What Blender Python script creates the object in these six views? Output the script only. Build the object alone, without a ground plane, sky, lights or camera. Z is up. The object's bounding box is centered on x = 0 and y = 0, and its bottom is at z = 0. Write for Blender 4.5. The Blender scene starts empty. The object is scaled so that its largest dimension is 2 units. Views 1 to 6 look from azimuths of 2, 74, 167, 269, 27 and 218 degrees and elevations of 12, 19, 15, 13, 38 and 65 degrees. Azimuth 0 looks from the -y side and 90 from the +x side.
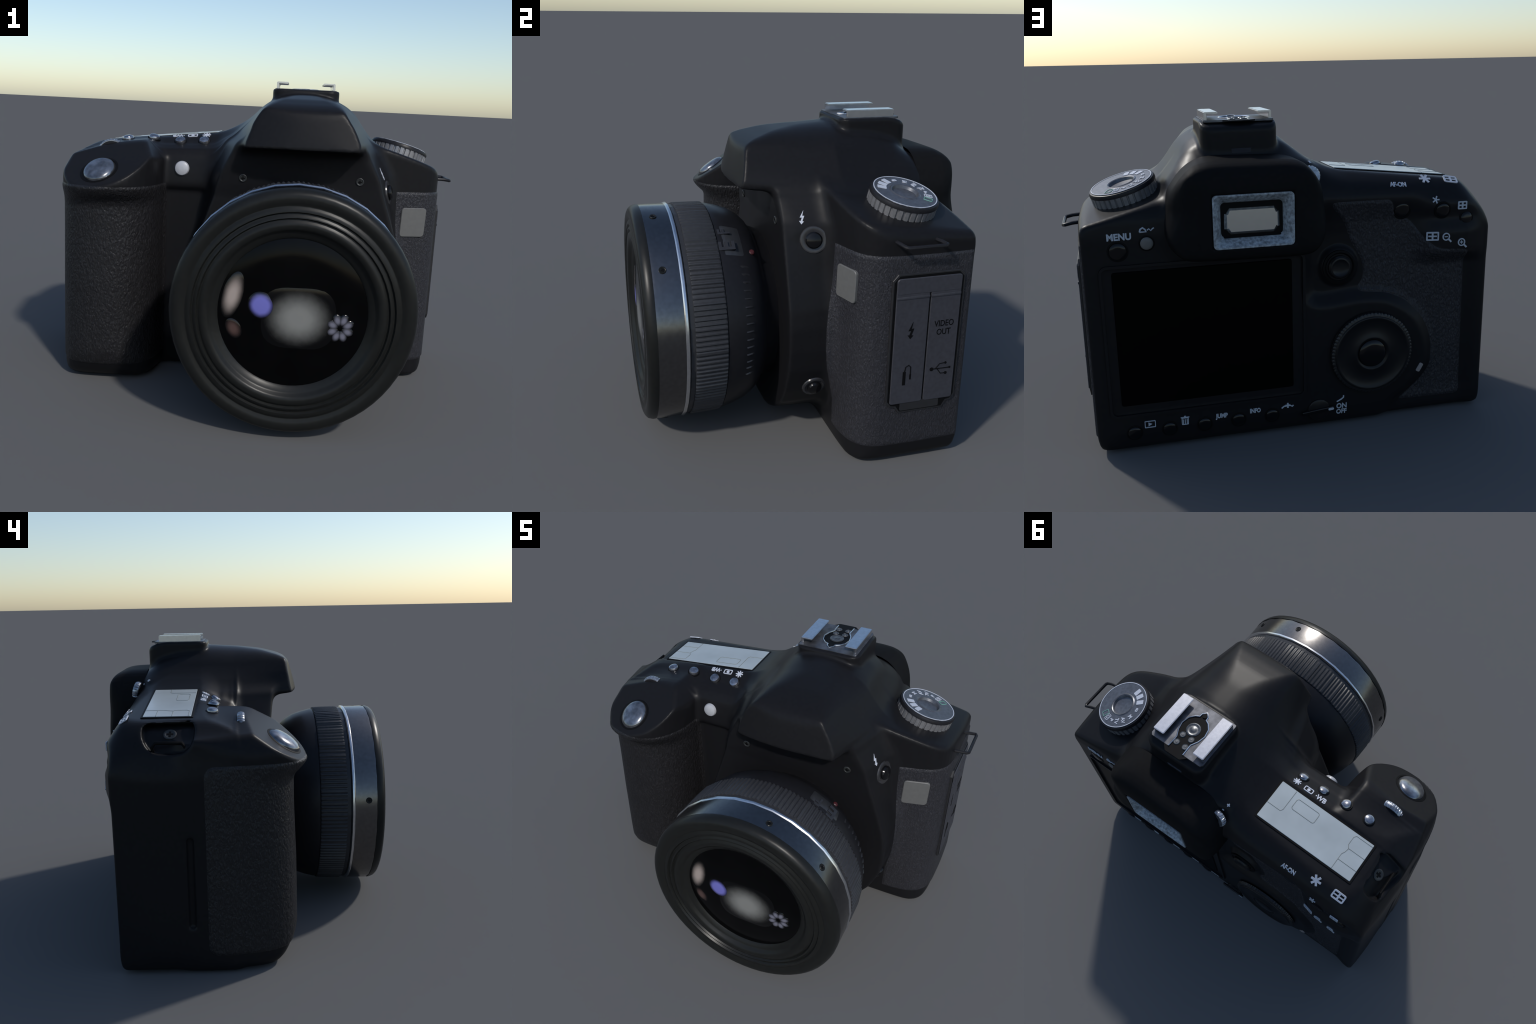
import bpy, bmesh, math, random
import numpy as np
from mathutils import Vector, Matrix
from mathutils.bvhtree import BVHTree

random.seed(7)
rng = np.random.default_rng(7)

# ------------------------------------------------------------------ helpers
def smin(a, b, k):
    h = np.maximum(k - np.abs(a - b), 0.0) / k
    return np.minimum(a, b) - h * h * k * 0.25

def smax(a, b, k):
    return -smin(-a, -b, k)

def sstep(a, b, v):
    t = np.clip((v - a) / (b - a), 0, 1)
    return t * t * (3 - 2 * t)

def rounded(pts, r):
    """cut each corner of an outline with a small quadratic arc"""
    out = []
    n = len(pts)
    for i in range(n):
        a, p, b = (np.array(pts[j % n], float) for j in (i - 1, i, i + 1))
        la, lb = np.linalg.norm(a - p), np.linalg.norm(b - p)
        s, e = p + (a - p) * min(r, la * 0.48) / la, p + (b - p) * min(r, lb * 0.48) / lb
        for t in (0.0, 0.33, 0.67, 1.0):
            out.append(tuple((1 - t) ** 2 * s + 2 * t * (1 - t) * p + t * t * e))
    return out

def table(v, xs, ys, sigma):
    """tabulated profile, rounded by a moving bell of width sigma"""
    acc, tot = 0, 0
    for k in range(-4, 5):
        w = math.exp(-0.5 * (k / 2.0) ** 2)
        acc = acc + w * np.interp(v + k * sigma / 2, xs, ys)
        tot += w
    return (acc / tot).astype(np.float32)

def poly(px, py, pts, r=0.0):
    """signed distance to a closed polygon (negative inside), corners rounded over a length r"""
    if r > 0:
        pts = rounded(pts, r)
    px = np.asarray(px, np.float32)
    py = np.asarray(py, np.float32)
    px, py = np.broadcast_arrays(px, py)
    d = np.full(px.shape, 1e9, np.float32)
    s = np.zeros(px.shape, bool)
    n = len(pts)
    for i in range(n):
        ax, ay = pts[i]
        bx, by = pts[(i + 1) % n]
        ex, ey = bx - ax, by - ay
        wx, wy = px - ax, py - ay
        t = np.clip((wx * ex + wy * ey) / (ex * ex + ey * ey), 0, 1)
        d = np.minimum(d, (wx - ex * t) ** 2 + (wy - ey * t) ** 2)
        c = (ay <= py) != (by <= py)
        if ey != 0:
            s ^= c & (px < ax + ex * (py - ay) / ey)
    d = np.sqrt(d)
    return np.where(s, -d, d).astype(np.float32)

def surface_net(F, org, h):
    """polygon skin of the zero level of a distance field on a regular grid"""
    nx, ny, nz = F.shape
    S = F < 0
    cnt = np.zeros((nx - 1, ny - 1, nz - 1), np.int8)
    for i in (0, 1):
        for j in (0, 1):
            for k in (0, 1):
                cnt += S[i:nx - 1 + i, j:ny - 1 + j, k:nz - 1 + k]
    act = np.argwhere((cnt > 0) & (cnt < 8))
    idx = np.full(cnt.shape, -1, np.int32)
    idx[tuple(act.T)] = np.arange(len(act))
    acc = np.zeros((len(act), 3))
    num = np.zeros(len(act))
    for ax in range(3):
        o1, o2 = [a for a in range(3) if a != ax]
        for u in (0, 1):
            for v in (0, 1):
                c0 = act.copy()
                c0[:, o1] += u
                c0[:, o2] += v
                c1 = c0.copy()
                c1[:, ax] += 1
                f0 = F[tuple(c0.T)].astype(np.float64)
                f1 = F[tuple(c1.T)].astype(np.float64)
                m = (f0 < 0) != (f1 < 0)
                t = np.where(m, f0 / np.where(m, f0 - f1, 1), 0)
                p = (c0 - act).astype(float)
                p[:, ax] += t
                acc += p * m[:, None]
                num += m
    V = (act + acc / num[:, None]) * h + np.array(org)
    faces = []
    for ax in range(3):
        o1, o2 = [(1, 2), (2, 0), (0, 1)][ax]
        sl0 = [slice(None)] * 3
        sl1 = [slice(None)] * 3
        sl0[ax] = slice(0, -1)
        sl1[ax] = slice(1, None)
        a, b = S[tuple(sl0)], S[tuple(sl1)]
        e = np.argwhere(a != b)
        ok = (e[:, o1] > 0) & (e[:, o2] > 0) & (e[:, o1] < F.shape[o1] - 1) & (e[:, o2] < F.shape[o2] - 1)
        e = e[ok]
        sgn = a[tuple(e.T)]
        q = []
        for du, dv in ((-1, -1), (0, -1), (0, 0), (-1, 0)):
            c = e.copy()
            c[:, o1] += du
            c[:, o2] += dv
            q.append(idx[tuple(c.T)])
        q = np.stack(q, 1)
        q[~sgn] = q[~sgn][:, ::-1]
        faces.append(q)
    return V, np.concatenate(faces)

def raw_mesh(name, V, Q):
    me = bpy.data.meshes.new(name)
    me.vertices.add(len(V))
    me.vertices.foreach_set("co", np.asarray(V, np.float32).ravel())
    k = Q.shape[1]
    me.loops.add(Q.size)
    me.loops.foreach_set("vertex_index", Q.ravel().astype(np.int32))
    me.polygons.add(len(Q))
    me.polygons.foreach_set("loop_start", np.arange(0, Q.size, k, dtype=np.int32))
    me.polygons.foreach_set("loop_total", np.full(len(Q), k, np.int32))
    me.update(calc_edges=True)
    me.validate()
    return me

# ------------------------------------------------------------------ scene graph
camera = bpy.data.objects.new("digital_camera", None)
bpy.context.scene.collection.objects.link(camera)
camera["label"] = "black digital reflex camera with a large fixed lens"
camera["category"] = "camera"

def add(name, me, mat=None, parent=None, smooth=True, angle=None, stuff=False):
    ob = bpy.data.objects.new(name, me)
    bpy.context.scene.collection.objects.link(ob)
    ob.parent = parent or camera
    if mat is not None:
        me.materials.clear()
        me.materials.append(mat)
    if smooth:
        me.polygons.foreach_set("use_smooth", [True] * len(me.polygons))
        if angle is not None:
            me.set_sharp_from_angle(angle=math.radians(angle))
    if stuff:
        ob["kind"] = "stuff"
    return ob

def bm_mesh(bm, name):
    bmesh.ops.recalc_face_normals(bm, faces=bm.faces)
    me = bpy.data.meshes.new(name)
    bm.to_mesh(me)
    bm.free()
    return me

def revolve(bm, prof, M, seg=64, a0=0.0, rfun=None):
    """ring loft: prof = [(radius, height)...], axis = local z of M; rfun(angle, i) scales radius"""
    rings = []
    for i, (r, z) in enumerate(prof):
        if r < 1e-6:
            rings.append([bm.verts.new(M @ Vector((0, 0, z)))])
        else:
            ring = []
            for k in range(seg):
                a = a0 + 2 * math.pi * k / seg
                rr = r * (rfun(a, i) if rfun else 1)
                ring.append(bm.verts.new(M @ Vector((rr * math.cos(a), rr * math.sin(a), z))))
            rings.append(ring)
    for A, B in zip(rings, rings[1:]):
        for k in range(seg):
            k2 = (k + 1) % seg
            if len(A) == 1 and len(B) == 1:
                continue
            if len(A) == 1:
                bm.faces.new((A[0], B[k2], B[k]))
            elif len(B) == 1:
                bm.faces.new((A[k], A[k2], B[0]))
            else:
                bm.faces.new((A[k], A[k2], B[k2], B[k]))

def lathe(name, prof, M, mat, seg=64, parent=None, angle=35, a0=0.0, rfun=None):
    bm = bmesh.new()
    revolve(bm, prof, M, seg, a0, rfun)
    return add(name, bm_mesh(bm, name), mat, parent, True, angle)

def frame(loc, normal, up=(0, 0, 1)):
    """matrix whose z axis is the normal and whose y axis is as close to up as it can be"""
    n = Vector(normal).normalized()
    u = Vector(up)
    x = u.cross(n)
    if x.length < 1e-5:
        x = Vector((1, 0, 0))
    x.normalize()
    y = n.cross(x)
    return Matrix.Translation(Vector(loc)) @ Matrix((x, y, n)).transposed().to_4x4()

def box(bm, M, lo, hi, bevel=0.0, segs=2):
    vs = [bm.verts.new(M @ Vector((x, y, z))) for x in (lo[0], hi[0]) for y in (lo[1], hi[1]) for z in (lo[2], hi[2])]
    fs = [bm.faces.new([vs[i] for i in q]) for q in ((0, 1, 3, 2), (4, 6, 7, 5), (0, 4, 5, 1), (2, 3, 7, 6), (0, 2, 6, 4), (1, 5, 7, 3))]
    bmesh.ops.recalc_face_normals(bm, faces=fs)
    if bevel > 0:
        es = list({e for f in fs for e in f.edges})
        bmesh.ops.bevel(bm, geom=es, offset=bevel, segments=segs, affect='EDGES', profile=0.5)

def prism(bm, M, pts, z0, z1, bevel=0.0):
    """flat outline (local xy) raised from z0 to z1, top edge chamfered"""
    lo = [bm.verts.new(M @ Vector((x, y, z0))) for x, y in pts]
    cx = sum(p[0] for p in pts) / len(pts)
    cy = sum(p[1] for p in pts) / len(pts)
    n = len(pts)
    rings = [lo]
    if bevel > 0:
        rings.append([bm.verts.new(M @ Vector((x, y, z1 - bevel))) for x, y in pts])
        ins = []
        for i in range(n):
            p, a, b = Vector(pts[i]), Vector(pts[i - 1]), Vector(pts[(i + 1) % n])
            t = (b - a).normalized()
            nrm = Vector((-t.y, t.x))
            if nrm.dot(Vector((cx, cy)) - p) < 0:
                nrm = -nrm
            ins.append(p + nrm * bevel)
        rings.append([bm.verts.new(M @ Vector((p.x, p.y, z1))) for p in ins])
    else:
        rings.append([bm.verts.new(M @ Vector((x, y, z1))) for x, y in pts])
    fs = []
    for A, B in zip(rings, rings[1:]):
        for k in range(n):
            fs.append(bm.faces.new((A[k], A[(k + 1) % n], B[(k + 1) % n], B[k])))
    fs.append(bm.faces.new(rings[-1]))
    fs.append(bm.faces.new(lo[::-1]))
    bmesh.ops.recalc_face_normals(bm, faces=fs)

def rrect(w, h, r, seg=5, cx=0.0, cy=0.0):
    out = []
    for sx, sy, a in ((1, 1, 0), (-1, 1, 90), (-1, -1, 180), (1, -1, 270)):
        for k in range(seg + 1):
            t = math.radians(a + 90 * k / seg)
            out.append((cx + sx * (w / 2 - r) + r * math.cos(t), cy + sy * (h / 2 - r) + r * math.sin(t)))
    return out

# ------------------------------------------------------------------ materials
def new_mat(name):
    m = bpy.data.materials.new(name)
    m.use_nodes = True
    nt = m.node_tree
    return m, nt, nt.nodes["Principled BSDF"]

def N(nt, typ, **kw):
    n = nt.nodes.new(typ)
    for k, v in kw.items():
        if isinstance(v, (int, float, tuple)) and k in n.inputs:
            n.inputs[k].default_value = v
        else:
            setattr(n, k, v)
    return n

def simple(name, col, rough=0.45, metal=0.0, spec=0.5, grain=0.12, gscale=60.0, bump=0.0, bscale=300.0, coat=0.0, aniso=0.0):
    """plain surface: base colour with a faint noise in tone and an optional fine bump"""
    m, nt, b = new_mat(name)
    L = nt.links
    tc = N(nt, "ShaderNodeTexCoord")
    no = N(nt, "ShaderNodeTexNoise", Scale=gscale, Detail=4.0)
    L.new(tc.outputs["Object"], no.inputs["Vector"])
    rp = N(nt, "ShaderNodeValToRGB")
    lo = [c * (1 - grain) for c in col]
    hi = [min(1, c * (1 + grain)) for c in col]
    rp.color_ramp.elements[0].position = 0.3
    rp.color_ramp.elements[1].position = 0.7
    rp.color_ramp.elements[0].color = (*lo, 1)
    rp.color_ramp.elements[1].color = (*hi, 1)
    L.new(no.outputs["Fac"], rp.inputs["Fac"])
    L.new(rp.outputs["Color"], b.inputs["Base Color"])
    b.inputs["Roughness"].default_value = rough
    b.inputs["Metallic"].default_value = metal
    b.inputs["Specular IOR Level"].default_value = spec
    b.inputs["Coat Weight"].default_value = coat
    b.inputs["Coat Roughness"].default_value = 0.1
    if bump > 0:
        n2 = N(nt, "ShaderNodeTexNoise", Scale=bscale, Detail=2.0)
        L.new(tc.outputs["Object"], n2.inputs["Vector"])
        bp = N(nt, "ShaderNodeBump", Strength=bump, Distance=0.002)
        L.new(n2.outputs["Fac"], bp.inputs["Height"])
        L.new(bp.outputs["Normal"], b.inputs["Normal"])
    return m

def leather(name, col, scale=75.0, strength=0.7, rough=0.55, stretch=(1, 1, 0.55), spec=0.2):
    """moulded rubber with a leather grain: worm-like pebbles in bump and tone"""
    m, nt, b = new_mat(name)
    L = nt.links
    tc = N(nt, "ShaderNodeTexCoord")
    mp = N(nt, "ShaderNodeMapping")
    mp.inputs["Scale"].default_value = stretch
    L.new(tc.outputs["Object"], mp.inputs["Vector"])
    wob = N(nt, "ShaderNodeTexNoise", Scale=scale * 0.6, Detail=2.0)
    L.new(mp.outputs["Vector"], wob.inputs["Vector"])
    mx = N(nt, "ShaderNodeMixRGB", blend_type='LINEAR_LIGHT')
    mx.inputs["Fac"].default_value = 0.012
    L.new(mp.outputs["Vector"], mx.inputs["Color1"])
    L.new(wob.outputs["Color"], mx.inputs["Color2"])
    vo = N(nt, "ShaderNodeTexVoronoi", Scale=scale, feature='SMOOTH_F1')
    vo.inputs["Smoothness"].default_value = 0.5
    L.new(mx.outputs["Color"], vo.inputs["Vector"])
    n2 = N(nt, "ShaderNodeTexNoise", Scale=scale * 1.7, Detail=3.0)
    L.new(mp.outputs["Vector"], n2.inputs["Vector"])
    ad = N(nt, "ShaderNodeMath", operation='SUBTRACT')
    L.new(n2.outputs["Fac"], ad.inputs[0])
    L.new(vo.outputs["Distance"], ad.inputs[1])
    rp = N(nt, "ShaderNodeValToRGB")
    rp.color_ramp.elements[0].position = 0.0
    rp.color_ramp.elements[1].position = 0.45
    rp.color_ramp.elements[0].color = (*[c * 0.7 for c in col], 1)
    rp.color_ramp.elements[1].color = (*[c * 1.2 for c in col], 1)
    L.new(ad.outputs[0], rp.inputs["Fac"])
    L.new(rp.outputs["Color"], b.inputs["Base Color"])
    b.inputs["Roughness"].default_value = rough
    b.inputs["Specular IOR Level"].default_value = spec
    bp = N(nt, "ShaderNodeBump", Strength=strength, Distance=0.004)
    L.new(ad.outputs[0], bp.inputs["Height"])
    L.new(bp.outputs["Normal"], b.inputs["Normal"])
    return m

M_BODY = simple("black_plastic", (0.0098, 0.0098, 0.0112), 0.38, spec=0.14, grain=0.10, bump=0.03)
M_PLATE = simple("matt_black", (0.004, 0.004, 0.0045), 0.55, spec=0.1)
M_EYECUP = simple("soft_black_rubber", (0.008, 0.008, 0.0085), 0.6, spec=0.06)
M_GRIP = leather("grip_leather", (0.018, 0.0175, 0.0195), scale=88, strength=0.8, spec=0.28, rough=0.42)
M_SIDE = leather("side_leather", (0.032, 0.032, 0.038), scale=115, strength=0.6, spec=0.3, rough=0.42)
M_REAR = leather("thumb_leather", (0.030, 0.030, 0.035), scale=85, strength=1.0, spec=0.2, rough=0.42)
M_LENS = simple("lens_black", (0.014, 0.014, 0.0165), 0.38, spec=0.2)
M_RIM = simple("lens_rim_black", (0.0105, 0.011, 0.0105), 0.34, spec=0.22)
M_METAL = simple("bright_metal", (0.72, 0.72, 0.73), 0.24, metal=1.0, grain=0.06)
M_SHOE = simple("shoe_metal", (0.12, 0.123, 0.135), 0.42, metal=0.7, grain=0.4, gscale=25)
M_BAND = simple("dark_chrome", (0.165, 0.16, 0.158), 0.22, metal=1.0, grain=0.1)
M_RIB = simple("ribbed_rubber", (0.034, 0.035, 0.039), 0.42, spec=0.3)
M_DIAL = simple("dial_face", (0.12, 0.125, 0.14), 0.36, metal=0.55, grain=0.2)
M_KNURL = simple("dial_knurl", (0.24, 0.24, 0.25), 0.38, metal=0.5)
M_WHITE = simple("print_white", (0.50, 0.53, 0.60), 0.5, grain=0.04)
M_LCD = simple("display_glass", (0.43, 0.475, 0.485), 0.34, metal=0.2, grain=0.10, gscale=5, coat=0.15)
M_SCREEN = simple("screen_glass", (0.001, 0.001, 0.0011), 0.35, spec=0.05)
M_BADGE = simple("badge_grey", (0.115, 0.115, 0.112), 0.5, grain=0.06)

M_EYEFRAME = simple("pale_cast_metal", (0.25, 0.285, 0.32), 0.55, metal=0.2, grain=0.55, gscale=70, bump=0.3, bscale=150)
M_EYEGLASS = simple("eyepiece_mirror", (0.60, 0.60, 0.59), 0.2, metal=0.9, grain=0.03)
M_GLASS = simple("front_glass", (0.0015, 0.0015, 0.0017), 0.15, spec=0.12, grain=0.3, gscale=10)
M_SCREW = simple("dark_screw", (0.035, 0.037, 0.037), 0.4, metal=0.3)
M_PLATEGREY = simple("barrel_grey", (0.045, 0.047, 0.052), 0.35, metal=0.3)
M_LENSRIB = simple("rib_grey", (0.022, 0.022, 0.025), 0.4)
M_RED = simple("index_red", (0.055, 0.011, 0.013), 0.4)
M_GREEN = simple("mark_green", (0.16, 0.36, 0.30), 0.5)
M_CONTACT = simple("contact_metal", (0.12, 0.125, 0.13), 0.35, metal=0.7, grain=0.3, gscale=90)
M_DOOR = simple("door_rubber", (0.040, 0.041, 0.050), 0.42, spec=0.3, bump=0.08, bscale=200)
M_SIDEEDGE = simple("door_frame_rubber", (0.015, 0.015, 0.017), 0.5)
M_LCDLINE = simple("display_segment", (0.20, 0.22, 0.21), 0.4)
M_BUTTON = simple("smoked_chrome", (0.30, 0.31, 0.34), 0.15, metal=0.9, grain=0.45, gscale=45)
M_WHEEL = simple("wheel_chrome", (0.34, 0.36, 0.40), 0.3, metal=0.8, grain=0.3, gscale=60)
M_SHUTTER = simple("shutter_chrome", (0.24, 0.25, 0.27), 0.2, metal=0.85, grain=0.5, gscale=22)
M_LAMP = simple("lamp_white", (0.42, 0.43, 0.46), 0.35, grain=0.05)
M_BLACKBTN = simple("button_black", (0.005, 0.005, 0.006), 0.16, spec=0.3)
M_SEAT = simple("button_seat", (0.03, 0.03, 0.033), 0.25, spec=0.5)
M_WHEELBLACK = simple("wheel_black", (0.008, 0.008, 0.009), 0.4)
M_WHEELRING = simple("wheel_ring_black", (0.008, 0.008, 0.009), 0.35, spec=0.25)
M_LAMPRED = simple("lamp_dim", (0.22, 0.20, 0.20), 0.4)
M_PRINT = simple("print_pale", (0.38, 0.42, 0.48), 0.5, grain=0.04)

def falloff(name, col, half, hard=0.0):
    """painted reflection: tint strongest in the middle, fading to black at its edge"""
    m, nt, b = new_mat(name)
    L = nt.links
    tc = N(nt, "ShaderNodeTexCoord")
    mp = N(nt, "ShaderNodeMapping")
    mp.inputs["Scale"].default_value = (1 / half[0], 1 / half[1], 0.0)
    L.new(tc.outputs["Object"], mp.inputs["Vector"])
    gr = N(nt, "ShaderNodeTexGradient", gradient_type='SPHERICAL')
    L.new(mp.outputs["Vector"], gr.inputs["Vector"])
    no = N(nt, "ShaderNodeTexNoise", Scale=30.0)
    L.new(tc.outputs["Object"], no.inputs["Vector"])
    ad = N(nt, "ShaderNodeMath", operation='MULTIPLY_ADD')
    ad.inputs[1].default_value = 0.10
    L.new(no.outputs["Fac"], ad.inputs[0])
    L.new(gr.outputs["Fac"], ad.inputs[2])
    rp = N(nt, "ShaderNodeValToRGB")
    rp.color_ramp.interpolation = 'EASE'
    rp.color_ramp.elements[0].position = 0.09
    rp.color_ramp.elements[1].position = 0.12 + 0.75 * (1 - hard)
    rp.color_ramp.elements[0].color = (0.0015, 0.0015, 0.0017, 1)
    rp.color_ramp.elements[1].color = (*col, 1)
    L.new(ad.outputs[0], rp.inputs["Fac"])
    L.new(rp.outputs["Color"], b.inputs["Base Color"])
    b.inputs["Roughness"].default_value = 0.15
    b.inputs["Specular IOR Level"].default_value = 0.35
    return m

# ------------------------------------------------------------------ body as a blended solid
H = 0.007
ORG = (-1.06, -0.345, -0.04)
dims = (int(2.06 / H), int(1.05 / H), int(1.57 / H))
gx = (ORG[0] + H * np.arange(dims[0])).astype(np.float32)
gy = (ORG[1] + H * np.arange(dims[1])).astype(np.float32)
gz = (ORG[2] + H * np.arange(dims[2])).astype(np.float32)
X, Y, Z = gx[:, None, None], gy[None, :, None], gz[None, None, :]
X0 = 0.197                                                        # optical axis, sideways

# -- main block: plan outline, shoulders, deck, rear wall
plan = poly(gx[:, None], gy[None, :], [
    (0.915, 0.72), (-0.965, 0.72), (-0.99, 0.58), (-0.999, 0.45), (-0.999, 0.30), (-0.99, 0.05),
    (-0.9, 0.03), (-0.50, 0.050), (-0.2, 0.050), (0.60, 0.064), (0.66, 0.073), (0.72, 0.086), (0.84, 0.116), (0.900, 0.160), (0.926, 0.23),
    (0.933, 0.42), (0.925, 0.60)], 0.06)[:, :, None]
shoulder = poly(gx[:, None], gz[None, :], [
    (0.89, 0.0), (0.925, 0.045), (1.0, 0.3), (1.0, 0.9), (0.956, 1.04), (0.925, 1.095), (0.89, 1.13), (0.60, 1.25), (0.45, 1.262), (0.0, 1.262),
    (-0.25, 1.30), (-0.60, 1.25), (-0.81, 1.198), (-0.868, 1.174), (-0.918, 1.130), (-0.962, 1.06), (-0.99, 0.975), (-1.05, 0.88), (-1.05, 0.2), (-1.0, 0.035), (-0.965, 0.0)], 0.05)[:, None, :]
D = smax(plan, shoulder, 0.025)
deck = (Z - 1.152 + 0.25 * (X - 0.73) + 0.13 * (Y - 0.37)) * 0.96   # dial deck, falling to the side and the back
D = smax(D, deck, 0.03)

# rear wall: flat behind the screen and the thumb wheel, hollow where the thumb lies, swollen under the buttons
rx, rz = gx[:, None], gz[None, :]
HOLLOW = [(-0.075, 1.16), (-0.075, 0.67), (-0.14, 0.645), (-0.33, 0.665), (-0.455, 0.655), (-0.55, 0.61), (-0.64, 0.53), (-0.70, 0.40), (-0.70, 0.25),
          (-0.59, 0.15), (-0.48, 0.07), (-0.44, -0.1), (-1.2, -0.1), (-1.2, 1.16)]
hol = sstep(-0.045, 0.040, -poly(rx, rz, HOLLOW, 0.05)) * (1 - 0.6 * sstep(-0.86, -0.95, rx))
joy = 1 - sstep(0.075, 0.105, np.sqrt((rx + 0.228) ** 2 + (rz - 0.805) ** 2))
deep = 0.042
thumb = sstep(-0.56, -0.72, rx) * (1 - 0.9 * sstep(-0.85, -0.97, rx)) * sstep(0.77, 0.865, rz) * (1 - 0.45 * sstep(0.93, 1.02, rz)) * (1 - sstep(1.05, 1.14, rz))
lift = 0.107 * np.clip(rx + 0.80, 0, 0.62) * (1 - sstep(0.2, 0.5, rx))         # the left deck climbs towards the hump
wall_y = table(rz - 0.55 * lift * sstep(0.9, 1.1, rz), [-0.1, 0.0, 0.04, 0.10, 0.95, 1.02, 1.09, 1.14, 1.175, 1.21, 1.3], [0.59, 0.60, 0.618, 0.627, 0.628, 0.630, 0.624, 0.602, 0.567, 0.51, 0.30], 0.012)
wall_y = wall_y - hol * (1 - 0.6 * joy) * deep * (0.55 + 0.45 * sstep(0.0, 0.14, rz)) * (1 - sstep(1.0, 1.14, rz)) + 0.064 * thumb
D = smax(D, (Y - wall_y[:, None, :]) * 0.93, 0.02)

# the lower front wall on the lens side stands back
low = table(gz, [0.0, 0.25, 0.45, 1.3], [0.100, 0.094, 0.05, 0.0], 0.03)[None, None, :]
D = smax(D, low - Y - 0.5 * (1 - sstep(-0.3, -0.1, X)), 0.02)

lowl = table(gz, [0.0, 0.06, 0.18, 1.3], [0.112, 0.095, 0.045, 0.0], 0.02)[None, None, :]
D = smax(D, lowl - Y - 0.5 * (1 - sstep(-0.56, -0.50, X)), 0.02)

# upper front edge of the left deck: bulges forward over the recessed lower wall
led = poly(gy[:, None], gz[None, :], [(0.30, 0.955), (0.045, 0.958), (0.026, 0.985), (0.026, 1.05), (0.034, 1.30), (0.30, 1.30)], 0.03)[None, :, :]
led = smax(led, -0.56 - X, 0.02)
led = smax(led, X - 0.1, 0.02)
D = smin(D, led, 0.02)
# left deck: level behind, where the display lies, and sloping down to the front edge
dxy, dyy = gx[:, None], gy[None, :]
lcd_plane = 1.186 + 0.109 * (dxy + 0.80)
brow = 1.187 + 0.04 * (dxy + 0.52) + table(dyy, [-0.4, 0.0, 0.034, 0.046, 0.075, 0.12, 0.155, 0.30], [-1.5, -0.40, -0.13, -0.068, -0.030, -0.010, 0.0, 0.042], 0.006)
bt = sstep(0.13, 0.245, dyy)
decks = (np.minimum(brow, lcd_plane) * (1 - bt) + lcd_plane * bt).astype(np.float32)
decks = decks + 0.6 * sstep(0.2, 0.45, dxy)
dslope = np.sqrt(1 + np.minimum(np.abs(np.gradient(decks, H, axis=1)), 4) ** 2)
D = smax(D, (Z - decks[:, :, None]) / dslope[:, :, None], 0.015)
D = smax(D, (-X - 0.93) * 0.62 + (Y - 0.5) * 0.45 + (Z - 1.06) * 0.64 - 0.045, 0.04)      # rounded rear corner over the grip
D = smax(D, -Z, 0.03)

# -- grip column with the shutter cap
ig = gx < -0.36
jg = gy < 0.42
Xg, Yg = X[ig], Y[:, jg]
fz = table(gz, [-0.05, 0.08, 0.15, 0.5, 0.76, 0.89, 0.92, 0.955, 0.985, 1.3], [0.216, 0.222, 0.226, 0.222, 0.213, 0.212, 0.224, 0.262, 0.280, 0.280], 0.008)[None, None, :]
ye = np.where(Yg < 0.1, 0.1 + (Yg - 0.1) * (0.34 / (0.1 + fz)), Yg).astype(np.float32)
xe = np.broadcast_to(Xg, (Xg.shape[0], ye.shape[1], ye.shape[2]))
ye = np.broadcast_to(ye, xe.shape)
grip = poly(xe, ye, [
    (-0.490, 0.12), (-0.494, 0.01), (-0.510, -0.08), (-0.552, -0.162), (-0.622, -0.222), (-0.705, -0.247), (-0.80, -0.246), (-0.895, -0.212),
    (-0.958, -0.12), (-0.984, 0.0), (-0.990, 0.14), (-0.986, 0.30), (-0.9, 0.38), (-0.6, 0.38), (-0.5, 0.3)], 0.05)
cap = (Z - 1.331 - 0.201 * Xg - 0.665 * Yg) * 0.82                              # sloping shutter facet
cap = smax(cap, (Z - 1.124 - 0.32 * (Xg + 0.931)) * 0.95, 0.006)              # small outer facet
cap = smax(cap, (Z - 1.117 - 2.2 * (Xg + 0.945) - 0.35 * (Yg + 0.016)) * 0.40, 0.015)
cap = smax(cap, (Z - 1.128 + 1.15 * (Xg + 0.520) - 0.10 * (Yg + 0.108)) * 0.65, 0.02)  # inner facet
cap = smax(cap, Z - 1.180 - 0.115 * (Xg + 0.8), 0.02)
grip = smax(grip, cap, 0.012)
grip = smax(grip, 0.003 - Z, 0.06)
grip = smax(grip, ((-0.150 - Yg) * 1.35 - Z) * 0.59, 0.05)                      # toe of the grip rolls up
sub = np.ix_(ig, jg, np.ones(dims[2], bool))
D[sub] = smin(D[sub], grip, 0.035)
D = smax(D, Z - lcd_plane[:, :, None] - 0.6 * (1 - sstep(0.14, 0.24, Y)) - 0.6 * sstep(-0.15, 0.1, X), 0.01)

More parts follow.
